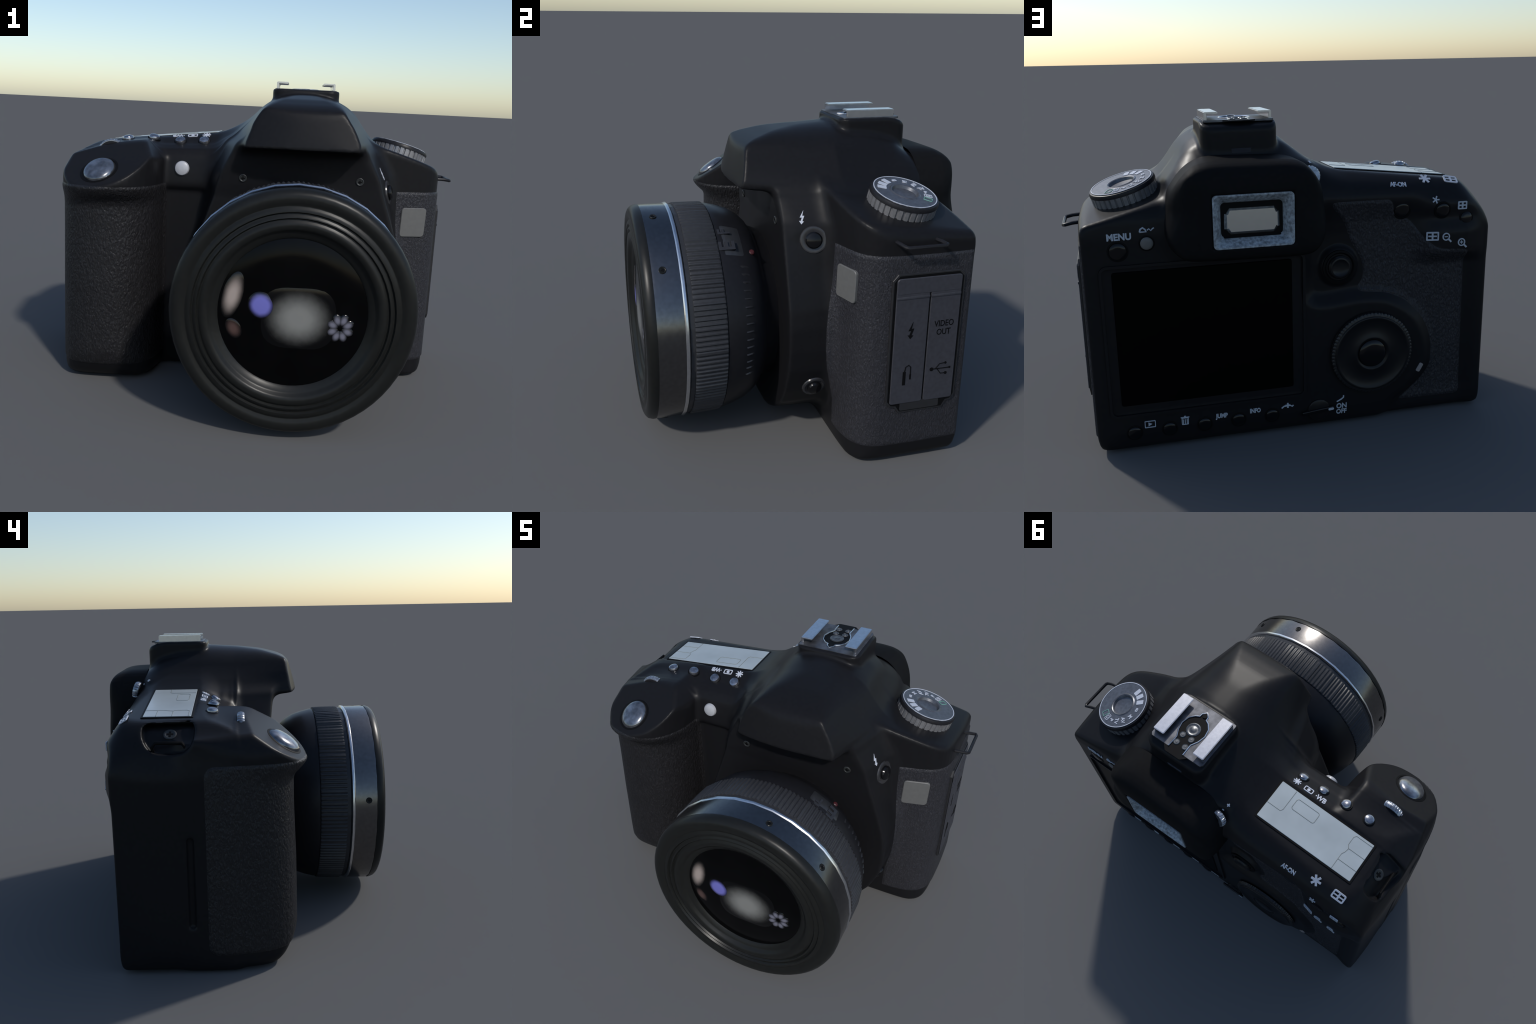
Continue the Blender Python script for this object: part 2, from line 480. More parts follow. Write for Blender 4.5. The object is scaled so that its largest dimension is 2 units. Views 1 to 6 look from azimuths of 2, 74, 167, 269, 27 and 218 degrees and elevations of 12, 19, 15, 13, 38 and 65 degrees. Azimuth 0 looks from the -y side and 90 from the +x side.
# -- lens housing: drop outline around the mount; flanks drafted by height
hwz = table(gz, [0.015, 0.04, 0.095, 0.18, 0.28, 0.40, 0.50, 0.61, 0.70, 0.77, 0.92, 1.07, 1.17, 1.20, 1.3],
            [0.02, 0.15, 0.27, 0.385, 0.455, 0.505, 0.520, 0.520, 0.504, 0.482, 0.432, 0.380, 0.325, 0.312, 0.25], 0.010)
draft = table(gz, [0.1, 0.35, 0.6, 0.85, 1.0, 1.2], [0.06, 0.02, 0.0, 0.12, 0.29, 0.30], 0.03)
wall = np.abs(X - X0) - hwz[None, None, :] - draft[None, None, :] * (np.minimum(Y, 0.12) + 0.12)
wall = wall / np.minimum(np.sqrt(1 + np.gradient(hwz, H) ** 2), 3.0)[None, None, :]
hous = smax(wall, -0.132 - Y, 0.012)
hous = smax(hous, Y - 0.3, 0.02)
hous = smax(hous, Z - 1.2, 0.02)
hous = smax(hous, 0.024 - Z, 0.02)
D = smin(D, hous, 0.06)

# -- viewfinder hump: half widths by height at a front and a rear station, height by depth
hz = [1.0, 1.07, 1.17, 1.20, 1.233, 1.283, 1.314, 1.353, 1.383, 1.417, 1.445, 1.47]
fl = table(gz, hz, [0.40, 0.38, 0.325, 0.312, 0.298, 0.268, 0.250, 0.222, 0.199, 0.170, 0.140, 0.10], 0.008)
rl = table(gz, hz, [0.52, 0.50, 0.45, 0.425, 0.395, 0.340, 0.296, 0.250, 0.224, 0.196, 0.172, 0.13], 0.008)
fr_ = table(gz, hz, [0.40, 0.38, 0.325, 0.314, 0.306, 0.274, 0.254, 0.226, 0.205, 0.176, 0.145, 0.10], 0.008)
rr_ = table(gz, hz, [0.50, 0.49, 0.45, 0.43, 0.400, 0.348, 0.322, 0.295, 0.270, 0.235, 0.200, 0.14], 0.008)
ty = ((Y + 0.12) / 0.36)
fl, rl, fr_, rr_ = (a[None, None, :] for a in (fl, rl, fr_, rr_))
dx = X - X0
tl = np.clip(ty, -0.5, 1)
tr = np.where(Y > 0.15, np.clip((0.27 / 0.36) * (1 - 0.75 * (Y - 0.15) / 0.4), -0.3, 1), tl).astype(np.float32)
wl = -dx - (fl + (rl - fl) * tl)
wr = dx - (fr_ + (rr_ - fr_) * tr)
hump = smax(wl, wr, 0.02) * 0.75
prof = poly(gy[:, None], gz[None, :], [
    (0.56, 1.0), (0.56, 1.30), (0.48, 1.40), (0.36, 1.445), (0.2, 1.462), (0.024, 1.450), (-0.097, 1.434), (-0.20, 1.405), (-0.250, 1.380), (-0.277, 1.335),
    (-0.292, 1.27), (-0.303, 1.205), (-0.288, 1.205), (-0.18, 1.192), (-0.148, 1.175), (-0.132, 1.12), (-0.10, 1.0)], 0.03)[None, :, :]
crown = table(gy, [-0.3, -0.24, -0.12, 0.05, 0.6], [0.012, 0.014, 0.05, 0.10, 0.10], 0.02)[None, :, None]   # crisp brow, rounder towards the back
hump = smax(hump, prof, crown)
hump = smax(hump, (-0.303 + 0.27 * (Z - 1.205) + np.where(dx > 0, 0.22, 0.55) * dx * dx - Y) * 0.95, 0.010)      # brow bowed in plan
D = smin(D, hump, 0.03 + 0.04 * (1 - sstep(0.0, 0.2, X)))

# -- root of the eyepiece, flaring into the back
root = poly(gx[:, None], gz[None, :], [(0.545, 0.98), (0.545, 1.17), (0.50, 1.25), (0.42, 1.30), (0.0, 1.30), (-0.07, 1.24), (-0.11, 1.15), (-0.11, 0.98), (-0.06, 0.92), (0.49, 0.93)], 0.06)[:, None, :]
root = smax(root, Y - 0.605, 0.02)
root = smax(root, 0.35 - Y, 0.02)
D = smin(D, root, 0.06)

# -- flash shoe block with a sloping rear top
def sbox(x, y, z, c, half, r):
    q = [np.abs(v - c[i]) - half[i] + r for i, v in enumerate((x, y, z))]
    o = np.sqrt(np.maximum(q[0], 0) ** 2 + np.maximum(q[1], 0) ** 2 + np.maximum(q[2], 0) ** 2)
    return o + np.minimum(np.maximum(np.maximum(q[0], q[1]), q[2]), 0) - r
blk = poly(gx[:, None], gy[None, :], rrect(0.345, 0.330, 0.05, 5, 0.206, 0.373))[:, :, None]
blk = smax(blk, Z - 1.486, 0.008)
blk = smax(blk, (Z - 1.486 + 0.42 * (Y - 0.475)) * 0.92, 0.02)
blk = smax(blk, 1.25 - Z, 0.02)
D = smin(D, blk, 0.02)

# -- recesses: rear screen, strap slot, card door groove
scr = sbox(X, Y, Z, (0.40, 0.66, 0.54), (0.452, 0.034, 0.352), 0.02)
D = smax(D, -scr, 0.008)
slot = poly(gy[:, None], gz[None, :], [(0.466, 1.165), (0.228, 1.172), (0.230, 1.10), (0.268, 1.052), (0.35, 1.040), (0.425, 1.050), (0.464, 1.105)], 0.03)[None, :, :]
slot = smin(-smax(slot, X + 0.80, 0.01), D + 0.030, 0.006)            # a pocket of even depth
D = smax(D, slot, 0.008)
grv = np.sqrt((X + 1.000) ** 2 + (Y - 0.262) ** 2) - 0.017
grv = smax(grv, np.abs(Z - 0.447) - 0.22, 0.02)
D = smax(D, -grv, 0.008)

D = np.maximum(D, 0.001 - Z)
V, Q = surface_net(D, ORG, H)
body_me = raw_mesh("body_shell", V, Q)
del D

# ------------------------------------------------------------------ rubber fields: cut the skin along clean outlines
RUBBER = [(-0.189, 1.112), (-0.482, 1.110), (-0.501, 1.037), (-0.583, 1.003), (-0.645, 0.914), (-0.707, 0.864), (-0.868, 0.852), (-0.875, 0.074), (-0.537, 0.080),
          (-0.655, 0.175), (-0.708, 0.260), (-0.710, 0.36), (-0.690, 0.45), (-0.647, 0.527), (-0.56, 0.615), (-0.463, 0.658), (-0.333, 0.672), (-0.320, 0.69), (-0.352, 0.73),
          (-0.355, 0.789), (-0.34, 0.84), (-0.296, 0.907), (-0.255, 1.02), (-0.20, 1.08)]

def f_grip(p):
    a = -poly(p[:, 1], p[:, 2], rrect(0.66, 0.90, 0.05, 5, -0.14, 0.54))
    return np.minimum(a, -0.478 - p[:, 0])

def f_side(p):
    return np.minimum(np.minimum(p[:, 2] - 0.095, 1.0 - p[:, 2]), np.minimum((p[:, 0] - 0.690 + 0.8 * (p[:, 1] - 0.075)) * 0.75, 0.618 - p[:, 1]))

def f_rear(p):
    return np.minimum(-poly(p[:, 0], p[:, 2], RUBBER, 0.03), p[:, 1] - 0.5)

def cos_of(bm):
    return np.array([v.co for v in bm.verts])

bm = bmesh.new()
bm.from_mesh(body_me)
for fld in (f_grip, f_side, f_rear):
    bm.verts.ensure_lookup_table()
    val = fld(cos_of(bm))
    bm.verts.index_update()
    new = []
    for e in [e for e in bm.edges if (val[e.verts[0].index] > 0) != (val[e.verts[1].index] > 0)]:
        a, b = e.verts
        va, vb = val[a.index], val[b.index]
        new.append(bmesh.utils.edge_split(e, a, float(va / (va - vb)))[1])
    bmesh.ops.connect_verts(bm, verts=new)
bmesh.ops.triangulate(bm, faces=bm.faces)
bm.normal_update()
P = cos_of(bm)
NR = np.array([v.normal for v in bm.verts])
F3 = [f(P) for f in (f_grip, f_side, f_rear)]
rise = sum(sstep(0.0, 0.009, f) for f in F3) * 0.005
for v, d in zip(bm.verts, rise):
    if d > 0:
        v.co += v.normal * float(d)
bm.normal_update()
bm.verts.index_update()
P = cos_of(bm)
NR = np.array([v.normal for v in bm.verts])
T = np.array([[v.index for v in f.verts] for f in bm.faces])
bm.free()
cen = (P - NR * rise[:, None])[T].mean(1)
lab = np.zeros(len(T), int)
for i, f in enumerate((f_grip, f_side, f_rear)):
    lab[f(cen) > 0] = i + 1
BVH = BVHTree.FromPolygons([Vector(p) for p in P], T.tolist())

def piece(name, k, mat):
    t = T[lab == k]
    ids, inv = np.unique(t, return_inverse=True)
    me = raw_mesh(name, P[ids], inv.reshape(t.shape))
    ob = add(name, me, mat)
    me.normals_split_custom_set_from_vertices(NR[ids].tolist())
    return ob

body = piece("body_shell", 0, M_BODY)
piece("grip_rubber", 1, M_GRIP)
side_rubber = piece("leather_panel", 2, M_SIDE)
piece("thumb_rubber", 3, M_REAR)

def hit(o, d):
    r = BVH.ray_cast(Vector(o), Vector(d).normalized())
    return r[0], r[1]

def rear(x, z):
    return hit((x, 1.2, z), (0, -1, 0))

def top(x, y):
    return hit((x, y, 2.0), (0, 0, -1))

def fore(x, z):
    return hit((x, -1.2, z), (0, 1, 0))

UPZ, UPF = (0, 0, 1), (0, -1, 0)
# ------------------------------------------------------------------ eyecup
He = 0.007
oe = (-0.22, 0.54, 0.84)
ne = (int(0.88 / He), int(0.27 / He), int(0.54 / He))
ex_ = (oe[0] + He * np.arange(ne[0])).astype(np.float32)
ey_ = (oe[1] + He * np.arange(ne[1])).astype(np.float32)
ez_ = (oe[2] + He * np.arange(ne[2])).astype(np.float32)
EX, EY, EZ = ex_[:, None, None], ey_[None, :, None], ez_[None, None, :]
ring = poly(ex_[:, None], ez_[None, :], [
    (0.570, 1.0), (0.566, 1.15), (0.530, 1.225), (0.460, 1.310), (0.37, 1.346), (0.02, 1.336), (-0.06, 1.305), (-0.13, 1.205), (-0.143, 1.08),
    (-0.138, 0.985), (-0.085, 0.900), (0.0, 0.888), (0.46, 0.903), (0.515, 0.925)], 0.06)[:, None, :]
ring = ring + 0.18 * np.maximum(EY - 0.68, 0)
sidee = poly(ey_[:, None], ez_[None, :], [
    (0.5, 0.88), (0.66, 0.882), (0.735, 0.902), (0.760, 0.945), (0.762, 1.10), (0.761, 1.20), (0.752, 1.272), (0.722, 1.324), (0.64, 1.350), (0.5, 1.36)], 0.04)[None, :, :]
cup = smax(ring, sidee, 0.028)
half = table(ey_, [0.5, 0.60, 0.66, 0.70, 0.735, 0.757, 0.80], [0.37, 0.358, 0.343, 0.320, 0.285, 0.235, 0.10], 0.006)[None, :, None]
cup = smax(cup, (np.abs(EX - 0.198) - half - 0.05 * (1 - sstep(0.98, 1.14, EZ)) - 0.012) * 0.8, 0.03)             # cheeks fall away from the eye
fun = np.maximum(np.abs(EX - X0) - 0.137, np.abs(EZ - 1.087) - 0.074) - 0.046 * np.clip((EY - 0.71) / 0.05, 0, 1)
cup = np.maximum(cup, -np.maximum(fun, 0.705 - EY))
V, Q = surface_net(cup, oe, He)
eyecup = add("eyecup", raw_mesh("eyecup", V, Q), M_EYECUP)

# pale metal funnel of the viewfinder and its glass
def loop(bm, pts, y):
    return [bm.verts.new((x, y, z)) for x, z in pts]
bm = bmesh.new()
shapes = [(0.352, 0.232, 0.750), (0.352, 0.232, 0.7615), (0.338, 0.218, 0.7615), (0.300, 0.180, 0.742), (0.272, 0.150, 0.709)]
rings = []
for w, h, y in shapes:
    pts = rrect(w, h, 0.018, 4, X0, 1.085)
    if y > 0.745:      # raised nib in the middle of the upper edge
        pts = [(x, z + (0.010 * max(0, 1 - abs(x - X0) / 0.05) if z > 1.085 else 0)) for x, z in pts]
    rings.append(loop(bm, pts, y))
for A, B in zip(rings, rings[1:]):
    for k in range(len(A)):
        bm.faces.new((A[k], A[(k + 1) % len(A)], B[(k + 1) % len(B)], B[k]))
eyeframe = add("eyepiece_frame", bm_mesh(bm, "eyepiece_frame"), M_EYEFRAME, eyecup, True, 35)
bm = bmesh.new()
WY = frame((X0, 0.7, 1.087), (0, 1, 0))
prism(bm, WY, rrect(0.30, 0.18, 0.01), 0.002, 0.0075)
add("eyepiece_well", bm_mesh(bm, "eyepiece_well"), M_PLATE, eyecup, False)
bm = bmesh.new()
prism(bm, WY @ Matrix.Translation((0, -0.010, 0.002)) @ Matrix.Rotation(math.radians(-3), 4, 'X'), [(-0.098, 0.06), (0.098, 0.06), (0.113, 0.038), (0.122, 0.034), (0.122, -0.032), (0.112, -0.036), (0.095, -0.056), (-0.095, -0.056), (-0.112, -0.036),
                 (-0.122, -0.032), (-0.122, 0.034), (-0.113, 0.038)], -0.002, 0.017, 0.012)
add("eyepiece_glass", bm_mesh(bm, "eyepiece_glass"), M_EYEGLASS, eyecup, True, 30)

# ------------------------------------------------------------------ lens
LC = Vector((0.187, 0.0, 0.560))
SQ = 0.986                                     # the barrel is a little narrower than tall
LM = Matrix.Translation(LC) @ Matrix.Rotation(math.radians(90), 4, 'X') @ Matrix.Diagonal((SQ * 1.008, 1.008, 1, 1))   # local z = -y (forward)
SEG = 32
A0 = math.radians(90)
lens = lathe("lens", [(0.35, 0.10), (0.385, 0.190), (0.420, 0.212), (0.450, 0.242), (0.474, 0.282), (0.492, 0.335), (0.505, 0.385), (0.506, 0.40), (0.45, 0.405)], LM, M_LENS, SEG, None, 40, A0)
lathe("chrome_band", [(0.48, 0.590), (0.517, 0.592), (0.519, 0.70), (0.517, 0.712), (0.48, 0.714)], LM, M_BAND, SEG, lens, 40, A0)
lathe("silver_ring", [(0.48, 0.570), (0.516, 0.572), (0.5215, 0.577), (0.5215, 0.586), (0.517, 0.591), (0.48, 0.592)], LM, M_METAL, SEG, lens, 40, A0)

def ngon(a):
    m = 2 * math.pi / SEG
    t = (a - A0) % m - m / 2
    return math.cos(m / 2) / math.cos(t)
NRIB = 144
def ribs(a, i):
    p = ngon(a)
    if 2 <= i <= 5:
        k = (a * NRIB / (2 * math.pi)) % 1.0
        p *= 1.0 - 0.010 * (0 if k < 0.5 else 1)
    return p
lathe("focus_ring", [(0.45, 0.400), (0.503, 0.401), (0.512, 0.405), (0.515, 0.411), (0.519, 0.540), (0.517, 0.548), (0.509, 0.549), (0.511, 0.569), (0.48, 0.570)], LM, M_RIB, NRIB * 4, lens, 30, A0, ribs)
lathe("lens_rim", [(0.48, 0.709), (0.519, 0.711), (0.519, 0.722), (0.512, 0.742), (0.502, 0.752), (0.490, 0.758), (0.462, 0.758), (0.452, 0.750), (0.446, 0.7505), (0.440, 0.757), (0.426, 0.758), (0.420, 0.749), (0.414, 0.7495), (0.409, 0.756), (0.402, 0.757), (0.396, 0.748),
                   (0.390, 0.7485), (0.384, 0.7565), (0.362, 0.755), (0.352, 0.748), (0.345, 0.738), (0.338, 0.734), (0.320, 0.7275), (0.31, 0.715)], LM, M_RIM, 64, lens, 60, A0)
lathe("objective_glass", [(0.338, 0.712), (0.30, 0.7245), (0.24, 0.731), (0.16, 0.736), (0.08, 0.7385), (0.0, 0.739)], LM, M_GLASS, 64, lens)

# blurred reflections in the front glass, modelled as tinted domes on it
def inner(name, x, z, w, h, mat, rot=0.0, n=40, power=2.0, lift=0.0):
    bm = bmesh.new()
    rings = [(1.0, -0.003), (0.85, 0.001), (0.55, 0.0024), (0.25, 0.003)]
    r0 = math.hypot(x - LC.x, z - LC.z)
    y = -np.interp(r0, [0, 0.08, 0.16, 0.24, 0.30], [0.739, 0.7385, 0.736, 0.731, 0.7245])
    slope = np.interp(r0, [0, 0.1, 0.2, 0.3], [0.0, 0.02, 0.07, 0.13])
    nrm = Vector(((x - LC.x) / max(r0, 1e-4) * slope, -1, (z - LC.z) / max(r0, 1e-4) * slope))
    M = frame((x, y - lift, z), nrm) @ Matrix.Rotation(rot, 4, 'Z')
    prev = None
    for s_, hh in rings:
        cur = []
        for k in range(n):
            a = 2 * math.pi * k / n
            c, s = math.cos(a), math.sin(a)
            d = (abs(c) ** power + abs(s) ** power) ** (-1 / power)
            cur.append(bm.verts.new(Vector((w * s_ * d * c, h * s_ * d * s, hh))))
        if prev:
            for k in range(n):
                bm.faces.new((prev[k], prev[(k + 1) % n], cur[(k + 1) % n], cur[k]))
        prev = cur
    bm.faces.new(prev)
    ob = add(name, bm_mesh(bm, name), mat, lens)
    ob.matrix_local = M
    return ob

inner("reflection_block", 0.212, 0.545, 0.155, 0.135, falloff("painted_grey_reflection", (0.20, 0.20, 0.19), (0.155, 0.135)), power=3.0)
inner("reflection_blob", 0.056, 0.592, 0.056, 0.060, falloff("painted_violet_reflection", (0.15, 0.15, 0.46), (0.056, 0.060), 0.4), rot=0.5, lift=0.002)
inner("reflection_blob", -0.064, 0.628, 0.046, 0.105, falloff("painted_cream_reflection", (0.36, 0.30, 0.27), (0.046, 0.105), 0.0), rot=-0.25)
inner("reflection_blob", -0.055, 0.485, 0.035, 0.050, falloff("painted_brown_reflection", (0.08, 0.048, 0.042), (0.035, 0.050), 0.0), rot=0.5)
flower_reflection = inner("flower_reflection_core", 0.386, 0.512, 0.018, 0.018, M_SCREEN)
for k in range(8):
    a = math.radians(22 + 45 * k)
    inner("flower_reflection_petal", 0.386 + 0.034 * math.cos(a), 0.512 + 0.036 * math.sin(a), 0.029, 0.022,
              falloff("painted_petal_reflection", (0.15, 0.15, 0.19), (0.027, 0.019), 0.0) if k == 0 else bpy.data.materials["painted_petal_reflection"], rot=a, lift=0.0015)

def polar(a_deg, r, y):
    a = math.radians(a_deg)
    n = Vector((math.cos(a), 0, math.sin(a)))
    return Vector((LC.x + n.x * r * SQ * 1.008, y, LC.z + n.z * r * 1.008)), n

# screws round the front band
def screw(name, loc, n, r, parent, up=UPZ, rot=0.3, mat=None):
    M = frame(loc, n, up) @ Matrix.Rotation(rot, 4, 'Z')
    bm = bmesh.new()
    revolve(bm, [(r, -0.004), (r, 0.002), (r * 0.86, 0.004), (r * 0.70, 0.0035), (r * 0.62, 0.002), (0, 0.002)], M, 24)
    ob = add(name, bm_mesh(bm, name), mat or M_SCREW, parent, True, 40)
    bm = bmesh.new()
    box(bm, M, (-r * 0.50, -r * 0.16, 0.001), (r * 0.50, r * 0.16, 0.0032))
    box(bm, M, (-r * 0.16, -r * 0.50, 0.001), (r * 0.16, r * 0.50, 0.0034))
    add("screw_slot", bm_mesh(bm, "screw_slot"), M_PLATE, parent or ob, False)
    return ob
for a in (76.5, 41, 171.5, -62):
    loc, n = polar(a, 0.5165, -0.664)
    screw("band_screw", loc, n, 0.017, lens, up=(0, -1, 0), mat=M_RIM)

# raised nameplate, letters, mount index and contact ribs on the barrel
def patch(name, a0, a1, y0, y1, off, mat, parent, n=10):
    """curved plate lying on the barrel between two angles"""
    rad = lambda y: float(np.interp(-y, [0.190, 0.212, 0.242, 0.282, 0.335, 0.385, 0.4], [0.385, 0.420, 0.450, 0.474, 0.492, 0.505, 0.506]))
    bm = bmesh.new()
    ys = np.linspace(y0, y1, 5)
    g = []
    for i in range(n + 1):
        a = a0 + (a1 - a0) * i / n
        row = []
        for j, y in enumerate(ys):
            edge = i in (0, n) or j in (0, 4)
            loc, nn = polar(a, rad(y) * ngon(math.radians(a)) + (-0.006 if edge else off), y)
            row.append(bm.verts.new(loc))
        g.append(row)
    for i in range(n):
        for j in range(4):
            bm.faces.new((g[i][j], g[i + 1][j], g[i + 1][j + 1], g[i][j + 1]))
    return add(name, bm_mesh(bm, name), mat, parent, True, 50)
patch("barrel_plate", 46, 68, -0.400, -0.262, 0.004, M_PLATEGREY, lens, 12)
for k in range(15):
    a = 42 - k * 4.4
    patch("contact_rib", a, a - 2.4, -0.322, -0.268, 0.005, M_LENSRIB, lens, 2)

def glyphs(name, text, size, M, mat, parent, depth=0.0015, bold=0.0, space=1.0, sx=1.0):
    cu = bpy.data.curves.new(name, 'FONT')
    cu.body = text
    cu.size = size
    cu.align_x = 'CENTER'
    cu.align_y = 'CENTER'
    cu.extrude = depth
    cu.offset = bold
    cu.space_character = space
    cu.space_line = 0.8
    cu.resolution_u = 3
    ob = bpy.data.objects.new(name, cu)
    bpy.context.scene.collection.objects.link(ob)
    dg = bpy.context.evaluated_depsgraph_get()
    me = bpy.data.meshes.new_from_object(ob.evaluated_get(dg))
    bpy.data.objects.remove(ob)
    me.transform(M @ Matrix.Diagonal((sx, 1, 1, 1)))
    me.name = name
    return add(name, me, mat, parent, False)

loc, n = polar(52, 0.500, -0.360)
glyphs("letter", "E", 0.10, frame(loc, n, (0, -1, 0)), M_LENSRIB, lens, 0.007, 0.003)
loc, n = polar(61.5, 0.500, -0.362)
glyphs("letter", "F", 0.075, frame(loc, n, (0, -1, 0)), M_LENSRIB, lens, 0.006, 0.002)
loc, n = polar(51, 0.452, -0.243)
lathe("mount_index", [(0.013, -0.01), (0.013, 0.002), (0.009, 0.006), (0, 0.007)], frame(loc, n), M_RED, 20, lens)

# ------------------------------------------------------------------ mode dial
DN = Vector((0.269, 0.1325, 1)).normalized()
DM = frame((0.729, 0.373, 1.219), DN, up=UPF)
def knurl(a, i):
    k = (a * 34 / (2 * math.pi)) % 1.0
    return 1.0 - (0.045 if (k > 0.74 and 1 <= i <= 2) else 0)
dial = lathe("mode_dial", [(0.10, -0.085), (0.152, -0.084), (0.152, -0.022), (0.150, -0.021), (0.10, -0.020)], DM, M_KNURL, 34 * 8, angle=25, rfun=knurl)
lathe("dial_rim", [(0.10, -0.022), (0.1535, -0.021), (0.1535, -0.012), (0.149, -0.003), (0.141, -0.001), (0.13, -0.001)], DM, M_LENS, 64, dial)
lathe("dial_face", [(0.1415, -0.006), (0.1415, 0.001), (0.137, 0.001), (0.070, 0.001), (0.064, 0.0045), (0.059, 0.002), (0.053, -0.010), (0.030, -0.013), (0.0, -0.0135)], DM, M_DIAL, 64, dial, 30)
lathe("dial_ring", [(0.1415, -0.002), (0.1415, 0.0025), (0.1375, 0.0025), (0.1375, -0.002)], DM, M_WHITE, 64, dial)
def dial_at(a_deg, r=0.103):
    a = math.radians(a_deg)
    return DM @ Matrix.Translation((r * math.cos(a), r * math.sin(a), 0.0022)) @ Matrix.Rotation(a, 4, 'Z')
for a in (71.6, 52, 31):
    bm = bmesh.new()
    prism(bm, dial_at(a), rrect(0.040, 0.025, 0.003), -0.002, 0.001)
    add("dial_mark", bm_mesh(bm, "dial_mark"), M_WHITE, dial, False)
for a, t in ((4, "B"), (-24, "M"), (-48, "AV"), (-70, "TV"), (-89, "P")):
    glyphs("dial_letter", t, 0.030, dial_at(a), M_WHITE, dial, 0.001, 0.0008, 0.95)
def outline(bm, M, w, h, t, z0, z1, r=0.004):
    A, B = rrect(w, h, r), rrect(w - 2 * t, h - 2 * t, max(r - t, 0.001))
    n = len(A)
    v = [[bm.verts.new(M @ Vector((x, y, z))) for x, y in R] for R in (A, B) for z in (z0, z1)]
    for k in range(n):
        k2 = (k + 1) % n
        bm.faces.new((v[1][k], v[1][k2], v[3][k2], v[3][k]))
        bm.faces.new((v[0][k], v[0][k2], v[1][k2], v[1][k]))
        bm.faces.new((v[2][k], v[2][k2], v[3][k2], v[3][k]))
bm = bmesh.new()
outline(bm, dial_at(-107), 0.036, 0.026, 0.0028, -0.002, 0.001)
outline(bm, dial_at(-107), 0.020, 0.014, 0.0028, -0.002, 0.001)
add("dial_mark", bm_mesh(bm, "dial_mark"), M_WHITE, dial, False)
bm = bmesh.new()
outline(bm, dial_at(-126), 0.038, 0.030, 0.0026, -0.002, 0.001)
add("dial_mark", bm_mesh(bm, "dial_mark"), M_GREEN, dial, False)

# ------------------------------------------------------------------ flash shoe
SX = 0.2035
shoe_M = Matrix.Translation((SX, 0.0, 1.486))
bm = bmesh.new()
for s in (-1, 1):   # two half plates with a keyhole opening between them
    pts = [(0.158, 0.232), (0.158, 0.490), (0.148, 0.502), (0.048, 0.502), (0.045, 0.44), (0.062, 0.405), (0.072, 0.365), (0.062, 0.325), (0.040, 0.300),
           (0.020, 0.290), (0.020, 0.276), (0.014, 0.262), (0.0, 0.256), (0.0, 0.226), (0.155, 0.226)]
    prism(bm, shoe_M, [(s * x, y) for x, y in pts], -0.006, 0.0028)
shoe = add("flash_shoe", bm_mesh(bm, "flash_shoe"), M_SHOE, None, False)
edge = [(0.045, 0.502), (0.043, 0.44), (0.062, 0.405), (0.071, 0.365), (0.062, 0.325), (0.040, 0.300), (0.020, 0.290), (0.018, 0.272), (0.0, 0.254)]
path = [Vector((SX + x, y, 1.4895)) for x, y in edge] + [Vector((SX - x, y, 1.4895)) for x, y in edge[-2::-1]]

def wire(name, pts, r, mat, parent=None, closed=False, n=8):
    cu = bpy.data.curves.new(name, 'CURVE')
    cu.dimensions = '3D'
    cu.bevel_depth = r
    cu.bevel_resolution = 2
    cu.use_fill_caps = True
    sp = cu.splines.new('POLY')
    sp.points.add(len(pts) - 1)
    for p, q in zip(sp.points, pts):
        p.co = (*q, 1)
    sp.use_cyclic_u = closed
    ob = bpy.data.objects.new(name, cu)
    bpy.context.scene.collection.objects.link(ob)
    dg = bpy.context.evaluated_depsgraph_get()
    me = bpy.data.meshes.new_from_object(ob.evaluated_get(dg))
    bpy.data.objects.remove(ob)
    me.name = name
    return add(name, me, mat, parent, True, 40)
wire("shoe_edge", path, 0.0035, M_METAL, shoe)
bm = bmesh.new()
prism(bm, shoe_M, [(-0.075, 0.25), (0.075, 0.25), (0.075, 0.50), (0.045, 0.53), (-0.045, 0.53), (-0.075, 0.50)], -0.004, 0.0012)
add("shoe_floor", bm_mesh(bm, "shoe_floor"), M_PLATE, shoe, False)
bm = bmesh.new()
prism(bm, Matrix.Translation((SX, 0, 1.477)) @ Matrix.Rotation(math.radians(-12), 4, 'X'), rrect(0.088, 0.05, 0.004, 3, 0, 0.53), -0.02, 0.004)
add("shoe_flap", bm_mesh(bm, "shoe_flap"), M_DOOR, shoe, False)
for x, y, r in ((0, 0.365, 0.037), (0.026, 0.415, 0.0165), (-0.026, 0.415, 0.0165), (0.026, 0.462, 0.0165), (-0.026, 0.462, 0.0165)):
    lathe("shoe_contact", [(r, -0.002), (r, 0.003), (r * 0.84, 0.0055), (r * 0.72, 0.0035), (r * 0.45, 0.0035), (r * 0.36, 0.0052), (0, 0.0055)], Matrix.Translation((SX + x, y, 1.4865)), M_CONTACT, 28, shoe)
lathe("shoe_pin_hole", [(0.013, 0.0), (0.013, 0.0048), (0, 0.005)], Matrix.Translation((SX, 0.274, 1.4865)), M_PLATE, 20, shoe)
